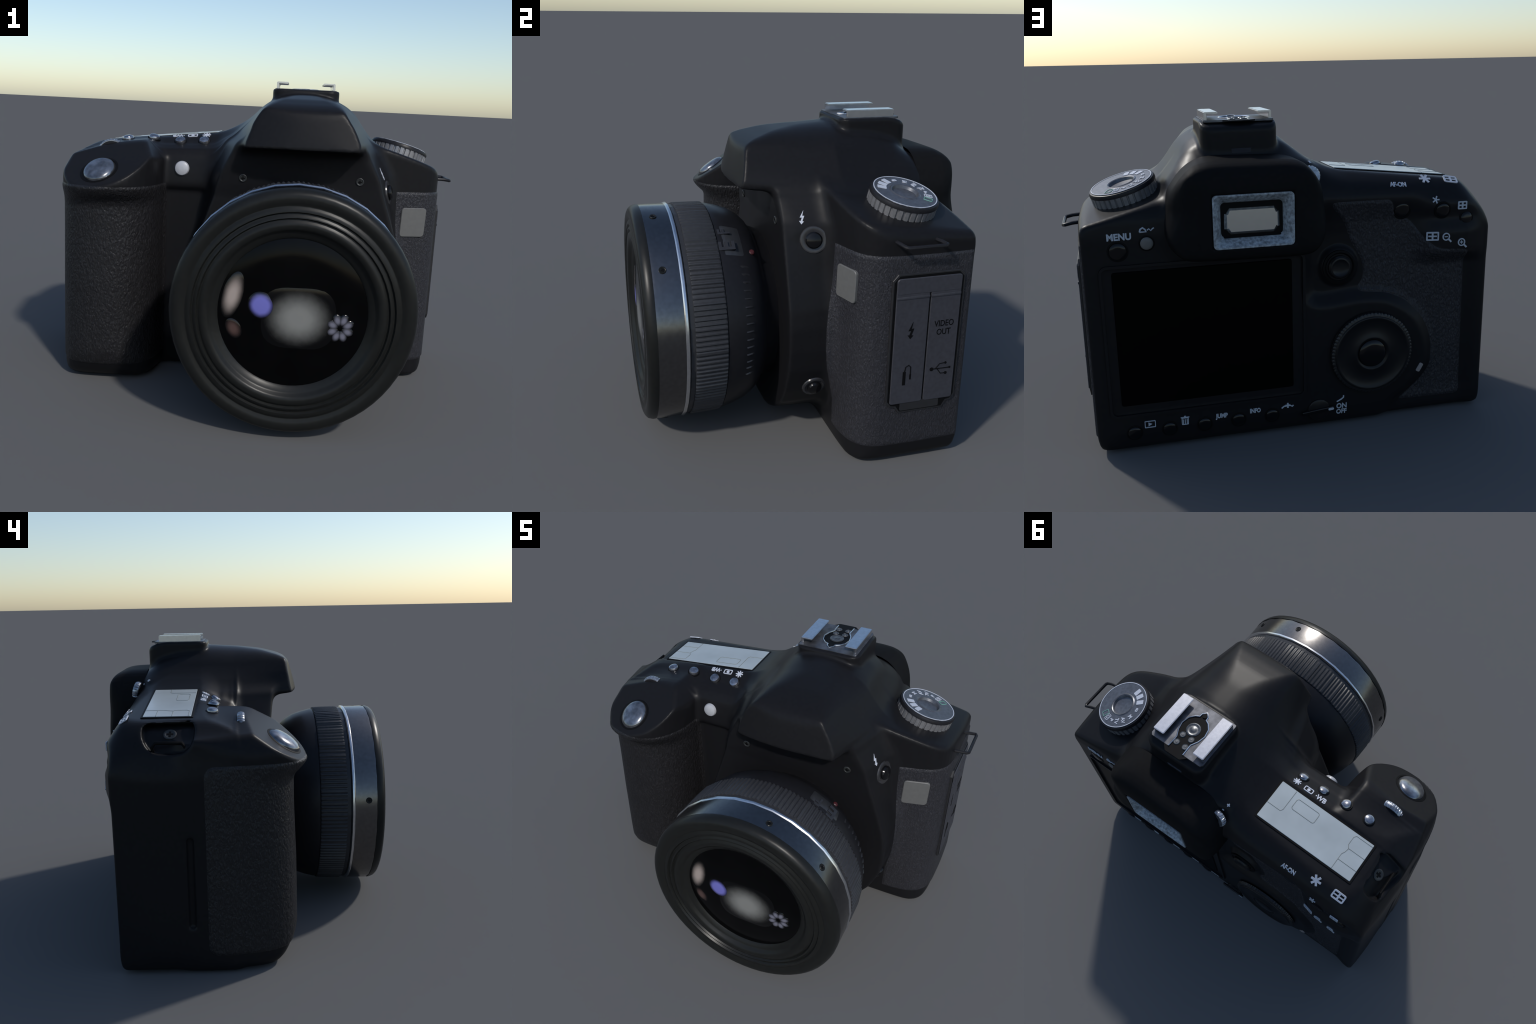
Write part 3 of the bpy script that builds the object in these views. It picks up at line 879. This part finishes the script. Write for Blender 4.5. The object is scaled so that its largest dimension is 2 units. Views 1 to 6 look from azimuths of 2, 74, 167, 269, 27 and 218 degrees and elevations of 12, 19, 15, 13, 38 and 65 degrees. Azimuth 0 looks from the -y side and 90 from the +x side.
for sx in (-1, 1):
    bm = bmesh.new()
    pr = [(0.138, 1.488), (0.152, 1.488), (0.152, 1.5235), (0.090, 1.5235), (0.090, 1.5135), (0.138, 1.5135)]
    lo = [bm.verts.new((SX + sx * a, 0.242, b)) for a, b in pr]
    hi = [bm.verts.new((SX + sx * a, 0.478, b)) for a, b in pr]
    for k in range(6):
        bm.faces.new((lo[k], lo[(k + 1) % 6], hi[(k + 1) % 6], hi[k]))
    bm.faces.new(lo)
    bm.faces.new(hi)
    bmesh.ops.recalc_face_normals(bm, faces=bm.faces)
    bmesh.ops.bevel(bm, geom=bm.edges[:], offset=0.003, segments=2, affect='EDGES')
    add("shoe_rail", bm_mesh(bm, "shoe_rail"), M_METAL, shoe, True, 40)

# ------------------------------------------------------------------ top deck: display, buttons, wheel, shutter
tilt = frame((-0.521, 0.361, 1.186 + 0.109 * 0.279 + 0.0005), (-0.109, 0, 1), UPF)
bm = bmesh.new()
prism(bm, tilt, rrect(0.578, 0.242, 0.006), -0.02, 0.0015, 0.001)
lcd_frame = add("display_frame", bm_mesh(bm, "display_frame"), M_PLATE, None, True, 30)
bm = bmesh.new()
prism(bm, tilt, rrect(0.556, 0.222, 0.004), 0.0, 0.0035, 0.001)
lcd = add("status_display", bm_mesh(bm, "status_display"), M_LCD, None, True, 30)
# raised segment outlines; local x runs to -x, y runs to the front
def seg_line(pts):
    wire("display_line", [tilt @ Vector((x, y, 0.0035)) for x, y in pts], 0.0016, M_LCDLINE, lcd)
seg_line([(-0.190, 0.108), (-0.190, -0.010), (-0.198, -0.024), (-0.276, -0.024)])
a = rrect(0.135, 0.062, 0.012, 4, -0.095, 0.050)
seg_line(a + a[:1])
seg_line([(0.170, -0.108), (0.170, -0.02), (0.178, -0.006), (0.184, 0.02), (0.172, 0.04), (0.172, 0.085), (0.182, 0.098), (0.276, 0.098)])
seg_line([(0.184, 0.022), (0.276, 0.022)])
seg_line([(0.170, -0.052), (0.276, -0.052)])
for x in (-0.703, -0.567, -0.430, -0.306):
    loc, n = top(x, 0.155)
    M = frame(loc, n, UPF)
    lathe("deck_button_seat", [(0.034, -0.004), (0.034, 0.0006), (0.029, 0.0012), (0.0, 0.0012)], M, M_PLATE, 28)
    lathe("deck_button", [(0.028, 0.0), (0.028, 0.008), (0.024, 0.015), (0.015, 0.019), (0.0, 0.0205)], M, M_BUTTON, 28)

def on_top(x, y, lift=0.0012, rot=0.0):
    loc, n = top(x, y)
    return frame(loc + n * lift, n, UPF) @ Matrix.Rotation(rot, 4, 'Z')
def star(name, M, r, w, arms, mat, parent=None, r0=0.0, hub=0.0):
    bm = bmesh.new()
    for k in range(arms):
        box(bm, M @ Matrix.Rotation(2 * math.pi * k / arms, 4, 'Z'), (r0, -w / 2, -0.003 + 0.0001 * k), (r, w / 2, 0.0012 + 0.0001 * k))
    if hub:
        revolve(bm, [(hub, -0.003), (hub, 0.002), (0, 0.002)], M, 14)
    return add(name, bm_mesh(bm, name), mat, parent, False)
star("lamp_symbol", on_top(-0.300, 0.203), 0.022, 0.006, 8, M_WHITE, None, 0.010, 0.011)
bm = bmesh.new()
outline(bm, on_top(-0.373, 0.206), 0.052, 0.032, 0.005, -0.003, 0.0015, 0.007)
revolve(bm, [(0.009, -0.002), (0.009, 0.0015), (0, 0.0016)], on_top(-0.373, 0.206), 12)
add("metering_symbol", bm_mesh(bm, "metering_symbol"), M_WHITE, None, False)
glyphs("printed_letters", "\u00b7WB", 0.040, on_top(-0.448, 0.211), M_WHITE, None, 0.0015, 0.0012, 1.0, 0.85)

# front wheel
WC = Vector((-0.752, 0.022, 1.118))
def wribs(a, i):
    k = (a * 34 / (2 * math.pi)) % 1.0
    return 1.0 - (0.045 if (k > 0.66 and 1 <= i <= 4) else 0)
lathe("finger_wheel", [(0.05, -0.018), (0.074, -0.017), (0.079, -0.011), (0.081, 0.0), (0.079, 0.011), (0.074, 0.017), (0.05, 0.018)], Matrix.Translation(WC) @ Matrix.Rotation(math.radians(90), 4, 'X'), M_WHEEL, 34 * 6, angle=35, rfun=wribs)
lathe("wheel_core", [(0.0, -0.0195), (0.070, -0.019), (0.070, 0.019), (0.0, 0.0195)], Matrix.Translation(WC) @ Matrix.Rotation(math.radians(90), 4, 'X'), M_LENS, 48)

# shutter button on its facet
SN = Vector((-0.201, -0.665, 1)).normalized()
sl, sn = hit((-0.768, -0.178, 1.3), (0, 0, -1))
SM = frame(sl, SN, UPF)
lathe("shutter_seat", [(0.096, -0.01), (0.094, 0.001), (0.084, 0.003), (0.080, -0.002), (0.0, -0.002)], SM, M_PLATE, 48)
lathe("shutter_button", [(0.081, -0.004), (0.080, 0.006), (0.073, 0.015), (0.058, 0.022), (0.035, 0.026), (0.0, 0.0275)], SM @ Matrix.Diagonal((0.96, 1.06, 1, 1)), M_SHUTTER, 48)

# deck symbols at the rear edge
glyphs("printed_letters", "AF-ON", 0.034, on_top(-0.520, 0.588), M_WHITE, None, 0.0015, 0.001, 0.95, 0.8)
star("lock_symbol", on_top(-0.664, 0.560), 0.028, 0.011, 6, M_WHITE)
bm = bmesh.new()
M = on_top(-0.795, 0.560)
outline(bm, M, 0.070, 0.046, 0.008, -0.003, 0.0016, 0.009)
box(bm, M, (-0.005, -0.02, -0.003), (0.005, 0.02, 0.0015))
box(bm, M, (-0.032, -0.003, -0.003), (0.032, 0.003, 0.0014))
add("focus_points_symbol", bm_mesh(bm, "focus_points_symbol"), M_WHITE, None, False)

# ------------------------------------------------------------------ front plate details
for x, z in ((-0.079, 1.052), (0.481, 1.061)):
    loc, n = fore(x, z)
    screw("plate_screw", loc + n * 0.0015, n, 0.019, None, rot=0.0)
loc, n = fore(-0.401, 1.067)
n = (n + Vector((0, -0.6, 0))).normalized()
lathe("lamp_button", [(0.038, -0.012), (0.037, 0.006), (0.033, 0.013), (0.022, 0.018), (0.0, 0.020)], frame(loc, n), M_LAMP, 32)

def side_button(name, o, d, r, mat, seat=True):
    loc, n = hit(o, d)
    M = frame(loc + n * 0.003, n)
    if seat:
        lathe(name + "_seat", [(r * 1.75, -0.008), (r * 1.6, 0.003), (r * 1.35, 0.005), (r * 1.15, 0.002), (0, 0.001)], M, M_SEAT, 36)
    return lathe(name, [(r, -0.002), (r, 0.012), (r * 0.86, 0.019), (r * 0.5, 0.023), (0, 0.0245)], M, mat, 32), M
side_button("flash_button", (1.2, -0.004, 1.003), (-1, 0, 0), 0.037, M_BLACKBTN)
side_button("lens_release", (1.2, 0.006, 0.296), (-1, 0, 0), 0.034, M_BLACKBTN)
loc, n = hit((1.2, -0.048, 1.098), (-1, 0, 0))
BOLT = [(0.25, 1.0), (-0.35, -0.05), (0.02, -0.05), (-0.2, -0.55), (-0.45, -0.5), (-0.05, -1.0), (0.38, -0.6), (0.12, -0.55), (0.42, 0.2), (0.08, 0.2)]
bm = bmesh.new()
prism(bm, frame(loc, n), [(x * 0.026, y * 0.032) for x, y in BOLT], -0.003, 0.002)
add("flash_symbol", bm_mesh(bm, "flash_symbol"), M_WHITE, None, False)

# badge on the front right corner
bc = Vector((0.787, 0.098, 0.846))
bl, bn = hit((0.787, -0.5, 0.846), (0, 1, 0))
bn = Vector((0.25, -0.97, 0)).normalized()
bm = bmesh.new()
prism(bm, frame(bl, bn), [(x + 0.03 * y, y) for x, y in rrect(0.135, 0.150, 0.018)], -0.02, 0.007, 0.003)
add("badge", bm_mesh(bm, "badge"), M_BADGE, None, True, 30)

# ------------------------------------------------------------------ right side: port doors
dl, dn = hit((1.3, 0.41, 0.62), (-1, 0, 0))
d2, _ = hit((1.3, 0.41, 0.9), (-1, 0, 0))
d3, _ = hit((1.3, 0.41, 0.32), (-1, 0, 0))
dn = Vector((1, 0, -(d2.x - d3.x) / 0.58)).normalized()
DMx = frame((dl.x, 0.41, 0.62), dn)           # local x = +y, local y = up
OUT = [(-0.170, 0.275), (-0.145, 0.303), (0.145, 0.303), (0.168, 0.280), (0.168, -0.300), (0.150, -0.322), (0.128, -0.326), (0.110, -0.356), (-0.105, -0.356), (-0.125, -0.326), (-0.150, -0.322), (-0.168, -0.300)]
bm = bmesh.new()
prism(bm, DMx, OUT, -0.03, 0.003, 0.002)
ports = add("port_frame", bm_mesh(bm, "port_frame"), M_SIDEEDGE, None, True, 30)
def inset(pts, k, c=(0, -0.02)):
    return [(c[0] + (x - c[0]) * k, c[1] + (y - c[1]) * k) for x, y in pts]
bm = bmesh.new()
prism(bm, DMx, [(x * 0.955, -0.02 + (y + 0.02) * 0.975) for x, y in OUT], -0.02, 0.0042)
add("port_groove", bm_mesh(bm, "port_groove"), M_PLATE, ports, False)
for x0, x1 in ((-0.151, 0.004), (0.010, 0.152)):
    bm = bmesh.new()
    prism(bm, DMx, rrect(x1 - x0, 0.585, 0.012, 4, (x0 + x1) / 2, -0.015), 0.0, 0.0085, 0.003)
    door = add("port_door", bm_mesh(bm, "port_door"), M_DOOR, ports, True, 30)
bm = bmesh.new()
prism(bm, DMx, rrect(0.303, 0.072, 0.014, 4, 0.0005, 0.248), 0.0, 0.0095, 0.003)
add("door_cap", bm_mesh(bm, "door_cap"), M_DOOR, ports, True, 30)
for x0, x1 in ((-0.150, 0.004), (0.010, 0.151)):
    bm = bmesh.new()
    box(bm, DMx, (x0, 0.190, 0.005), (x1, 0.203, 0.0115), 0.003)
    add("door_ridge", bm_mesh(bm, "door_ridge"), M_DOOR, ports, True, 30)
bm = bmesh.new()
prism(bm, DMx, rrect(0.19, 0.045, 0.008, 3, -0.005, -0.322), 0.0, 0.0058, 0.001)
add("door_tab", bm_mesh(bm, "door_tab"), M_SIDEEDGE, ports, True, 30)
DZ = DMx @ Matrix.Translation((0, 0, 0.0083))
glyphs("embossed_letters", "VIDEO", 0.040, DZ @ Matrix.Translation((0.082, 0.062, 0)), M_PLATE, ports, 0.0012, 0.0004, 1.0, 0.8)
glyphs("embossed_letters", "OUT", 0.040, DZ @ Matrix.Translation((0.082, 0.022, 0)), M_PLATE, ports, 0.0012, 0.0004, 1.0, 0.8)
bm = bmesh.new()
prism(bm, DZ @ Matrix.Translation((-0.074, 0.045, 0)), [(x * 0.034, y * 0.040) for x, y in BOLT], -0.003, 0.0014)
add("flash_symbol", bm_mesh(bm, "flash_symbol"), M_PLATE, ports, False)
R = lambda x, y: DZ @ Vector((x, y, 0.0006))
wire("port_symbol", [R(0.040, -0.155), R(0.128, -0.155)], 0.0022, M_PLATE, ports)
wire("port_symbol", [R(0.058, -0.155), R(0.078, -0.132), R(0.104, -0.130)], 0.0022, M_PLATE, ports)
wire("port_symbol", [R(0.066, -0.155), R(0.086, -0.180), R(0.108, -0.180)], 0.0022, M_PLATE, ports)
bm = bmesh.new()
for x, y, r in ((0.040, -0.155, 0.009), (0.106, -0.130, 0.006), (0.110, -0.180, 0.007), (0.128, -0.155, 0.005)):
    revolve(bm, [(r, -0.003), (r, 0.0018), (0, 0.002)], DZ @ Matrix.Translation((x, y, 0)), 14)
box(bm, DZ, (-0.098, -0.215, -0.003), (-0.084, -0.150, 0.0016))
box(bm, DZ, (-0.066, -0.190, -0.003), (-0.058, -0.165, 0.0016))
add("port_symbol", bm_mesh(bm, "port_symbol"), M_PLATE, ports, False)
wire("port_symbol", [R(-0.090, -0.15), R(-0.086, -0.128), R(-0.072, -0.120), R(-0.062, -0.130), R(-0.062, -0.170)], 0.0024, M_PLATE, ports)

# strap loops
wire("strap_loop", [Vector(p) for p in ((0.900, 0.250, 1.062), (0.960, 0.258, 1.060), (0.985, 0.266, 1.056), (0.992, 0.276, 1.054), (0.992, 0.440, 1.054), (0.985, 0.450, 1.056), (0.955, 0.440, 1.060), (0.900, 0.425, 1.062))], 0.0085, M_LENS)
wire("strap_bar", [Vector(p) for p in ((-0.935, 0.278, 1.035), (-0.948, 0.272, 1.075), (-0.944, 0.286, 1.092), (-0.944, 0.404, 1.092), (-0.948, 0.418, 1.075), (-0.935, 0.412, 1.035))], 0.008, M_PLATE)
sl, sn = hit((-1.3, 0.341, 1.121), (1, 0, 0))
screw("strap_screw", sl, sn, 0.030, None, rot=0.0)

# ------------------------------------------------------------------ rear: screen, wheel, joystick, buttons, marks
def on_rear(x, z, lift=0.0028):
    loc, n = rear(x, z)
    n = (n + Vector((0, 1.0, 0))).normalized()
    return frame(loc + n * lift, n)
sl, _ = rear(0.40, 0.50)
bm = bmesh.new()
prism(bm, frame((0.404, sl.y, 0.553), (0, 1, 0)), rrect(0.800, 0.630, 0.012), -0.01, 0.006, 0.003)
add("display_screen", bm_mesh(bm, "display_screen"), M_SCREEN, None, True, 30)
bm = bmesh.new()
SF = frame((0.400, 0.636, 0.542), (0, 1, 0))
outline(bm, SF, 0.915, 0.715, 0.012, -0.01, 0.002, 0.035)
add("screen_surround", bm_mesh(bm, "screen_surround"), M_BODY, None, False)

wl_ = Vector((-0.383, 0.636, 0.372))
WM = frame(wl_, (0, 1, 0))
def teeth(a, i):
    k = (a * 72 / (2 * math.pi)) % 1.0
    return 1.0 - (0.02 if (k > 0.5 and 2 <= i <= 3) else 0)
thumb_wheel = lathe("thumb_wheel", [(0.17, -0.01), (0.205, 0.000), (0.203, 0.014), (0.196, 0.018), (0.186, 0.019), (0.18, 0.01)], WM, M_WHEELBLACK, 72 * 4, angle=30, rfun=teeth)
lathe("wheel_ring", [(0.187, 0.005), (0.187, 0.021), (0.181, 0.0245), (0.174, 0.022), (0.165, 0.017), (0.13, 0.014), (0.095, 0.016), (0.084, 0.022), (0.078, 0.022), (0.070, 0.012), (0.05, 0.010)], WM, M_WHEELRING, 72, thumb_wheel, 60)
lathe("set_button", [(0.068, 0.006), (0.067, 0.018), (0.060, 0.024), (0.040, 0.027), (0.0, 0.028)], WM, M_BLACKBTN, 48, thumb_wheel)
bm = bmesh.new()
prism(bm, frame((-0.640, rear(-0.640, 0.255)[0].y, 0.258), (0, 1, 0)) @ Matrix.Rotation(math.radians(-30), 4, 'Z'), rrect(0.022, 0.046, 0.006), -0.02, 0.003, 0.001)
add("access_lamp", bm_mesh(bm, "access_lamp"), M_LAMPRED, None, True, 30)

jl, _ = rear(-0.228, 0.805)
JM = frame(jl, (0, 1, 0))
joy_ = lathe("joystick_seat", [(0.082, -0.01), (0.080, 0.004), (0.070, 0.006), (0.062, -0.001), (0.0, -0.002)], JM, M_PLATE, 48)
lathe("joystick", [(0.056, -0.002), (0.055, 0.012), (0.048, 0.020), (0.041, 0.0215), (0.036, 0.017), (0.02, 0.013), (0.0, 0.012)], JM, M_WHEELRING, 48, joy_)

def rear_button(x, z, r, name="control_button", mat=None):
    M = on_rear(x, z, 0.0)
    lathe(name + "_seat", [(r * 1.22, -0.008), (r * 1.2, 0.0015), (r * 1.05, 0.0025), (r * 1.0, 0.001), (0, 0.001)], M, M_PLATE, 28)
    lathe(name, [(r * 0.95, 0.0), (r * 0.95, 0.003), (r * 0.82, 0.0065), (r * 0.5, 0.0085), (0, 0.009)], M, mat or M_BLACKBTN, 28)
for x in (0.756, 0.597, 0.434, 0.273, 0.111):
    rear_button(x, 0.100, 0.031)
rear_button(0.769, 0.961, 0.038)
rear_button(0.645, 0.989, 0.029, "light_button", M_BADGE)
rear_button(-0.538, 1.052, 0.038)
rear_button(-0.728, 1.045, 0.035)
rear_button(-0.854, 1.001, 0.030)

def label(t, x, z, size, sx=0.85, bold=0.0012, rot=0.0):
    glyphs("printed_letters", t, size, on_rear(x, z) @ Matrix.Rotation(rot, 4, 'Z'), M_PRINT, None, 0.0015, bold, 1.0, sx)
label("MENU", 0.760, 1.024, 0.040, 0.95, 0.0015)
label("JUMP", 0.353, 0.132, 0.030, 0.8)
label("INFO", 0.193, 0.136, 0.030, 0.75)
label("ON", -0.236, 0.104, 0.036, 0.95, 0.0008)
label("OFF", -0.236, 0.073, 0.034, 0.9, 0.0008)
def frame_sym(name, x, z, w, h, t, extra=None, mat=None):
    bm = bmesh.new()
    M = on_rear(x, z)
    outline(bm, M, w, h, t, -0.003, 0.0015, 0.004)
    if extra:
        extra(bm, M)
    return add(name, bm_mesh(bm, name), mat or M_PRINT, None, False)
def tri_(bm, M):
    prism(bm, M, [(-0.008, 0.009), (-0.008, -0.009), (0.009, 0.0)], -0.003, 0.0014)
frame_sym("playback_symbol", 0.685, 0.136, 0.050, 0.034, 0.0035, tri_)
def bins(bm, M):
    for k in (-1, 0, 1):
        box(bm, M, (k * 0.009 - 0.002, -0.016, -0.003), (k * 0.009 + 0.002, 0.010, 0.0013))
    box(bm, M, (-0.020, 0.017, -0.003), (0.020, 0.021, 0.0013))
    box(bm, M, (-0.004, 0.021, -0.003), (0.004, 0.026, 0.0013))
frame_sym("erase_symbol", 0.525, 0.129, 0.032, 0.036, 0.0035, bins)
def grid_(bm, M):
    box(bm, M, (-0.004, -0.016, -0.003), (0.004, 0.016, 0.0014))
    box(bm, M, (-0.020, -0.0035, -0.003), (0.020, 0.0035, 0.0013))
frame_sym("focus_points_symbol", -0.826, 1.064, 0.046, 0.038, 0.006, grid_)
frame_sym("index_symbol", -0.678, 0.925, 0.060, 0.042, 0.007, grid_)
star("lock_symbol", on_rear(-0.692, 1.096), 0.018, 0.006, 5, M_PRINT)
def magnifier(x, z, plus):
    M = on_rear(x, z)
    bm = bmesh.new()
    revolve(bm, [(0.019, -0.003), (0.019, 0.0015), (0.0135, 0.0015), (0.0135, -0.003)], M, 24)
    box(bm, M @ Matrix.Rotation(math.radians(-45), 4, 'Z'), (0.016, -0.004, -0.003), (0.037, 0.004, 0.0016))
    box(bm, M, (-0.008, -0.002, -0.003), (0.008, 0.002, 0.0012))
    if plus:
        box(bm, M, (-0.002, -0.008, -0.003), (0.002, 0.008, 0.0013))
    add("magnifier_symbol", bm_mesh(bm, "magnifier_symbol"), M_PRINT, None, False)
magnifier(-0.742, 0.921, False)
magnifier(-0.822, 0.889, True)
# print/share mark, picture style mark, main switch
def poly_mark(name, pts, r=0.0028):
    w = []
    for x, z in pts:
        w.append((on_rear(x, z, 0.001)).translation)
    return wire(name, w, r, M_PRINT)
poly_mark("share_symbol", [(0.672, 1.040), (0.668, 1.052), (0.658, 1.058), (0.648, 1.050), (0.644, 1.040), (0.672, 1.040)], 0.004)
poly_mark("share_symbol", [(0.640, 1.046), (0.632, 1.052), (0.624, 1.044), (0.616, 1.052), (0.610, 1.055)], 0.003)
star("style_symbol", on_rear(0.034, 0.142), 0.012, 0.008, 4, M_PRINT)
poly_mark("style_symbol", [(0.064, 0.130), (0.050, 0.140), (0.042, 0.138)], 0.0035)
poly_mark("style_symbol", [(0.024, 0.142), (0.012, 0.134), (0.006, 0.140)], 0.0035)
poly_mark("lock_mark", [(-0.212, 0.128), (-0.236, 0.140), (-0.246, 0.148), (-0.246, 0.158)], 0.0035)
PM = on_rear(-0.120, 0.098, 0.0)
switch = lathe("power_switch", [(0.056, -0.006), (0.055, 0.006), (0.048, 0.010), (0.0, 0.011)], PM, M_WHEELRING, 36)
bm = bmesh.new()
box(bm, PM @ Matrix.Rotation(math.radians(6), 4, 'Z'), (-0.085, -0.011, 0.006), (0.072, 0.011, 0.020), 0.005, 3)
add("switch_lever", bm_mesh(bm, "switch_lever"), M_BLACKBTN, switch, True, 40)
bm = bmesh.new()
prism(bm, PM @ Matrix.Rotation(math.radians(6), 4, 'Z'), rrect(0.028, 0.012, 0.0055, 4, 0.058, 0.0), 0.018, 0.0215)
add("switch_mark", bm_mesh(bm, "switch_mark"), M_PRINT, switch, False)

# diopter knob beside the eyecup
KL = Vector((-0.092, 0.592, 1.232))
def kribs(a, i):
    k = (a * 22 / (2 * math.pi)) % 1.0
    return 1.0 - (0.07 if (k > 0.72 and 1 <= i <= 3) else 0)
lathe("diopter_knob", [(0.02, -0.014), (0.046, -0.014), (0.050, -0.006), (0.050, 0.006), (0.046, 0.014), (0.02, 0.014)], frame(KL, (0.15, 1, 0.25)), M_WHEEL, 22 * 6, angle=30, rfun=kribs)
kt = on_top(-0.112, 0.525, 0.001)
glyphs("printed_letters", "+", 0.030, kt, M_WHITE, None, 0.0015, 0.0015)
kt = on_top(-0.100, 0.550, 0.001)
glyphs("printed_letters", "-", 0.030, kt, M_WHITE, None, 0.0015, 0.0015)
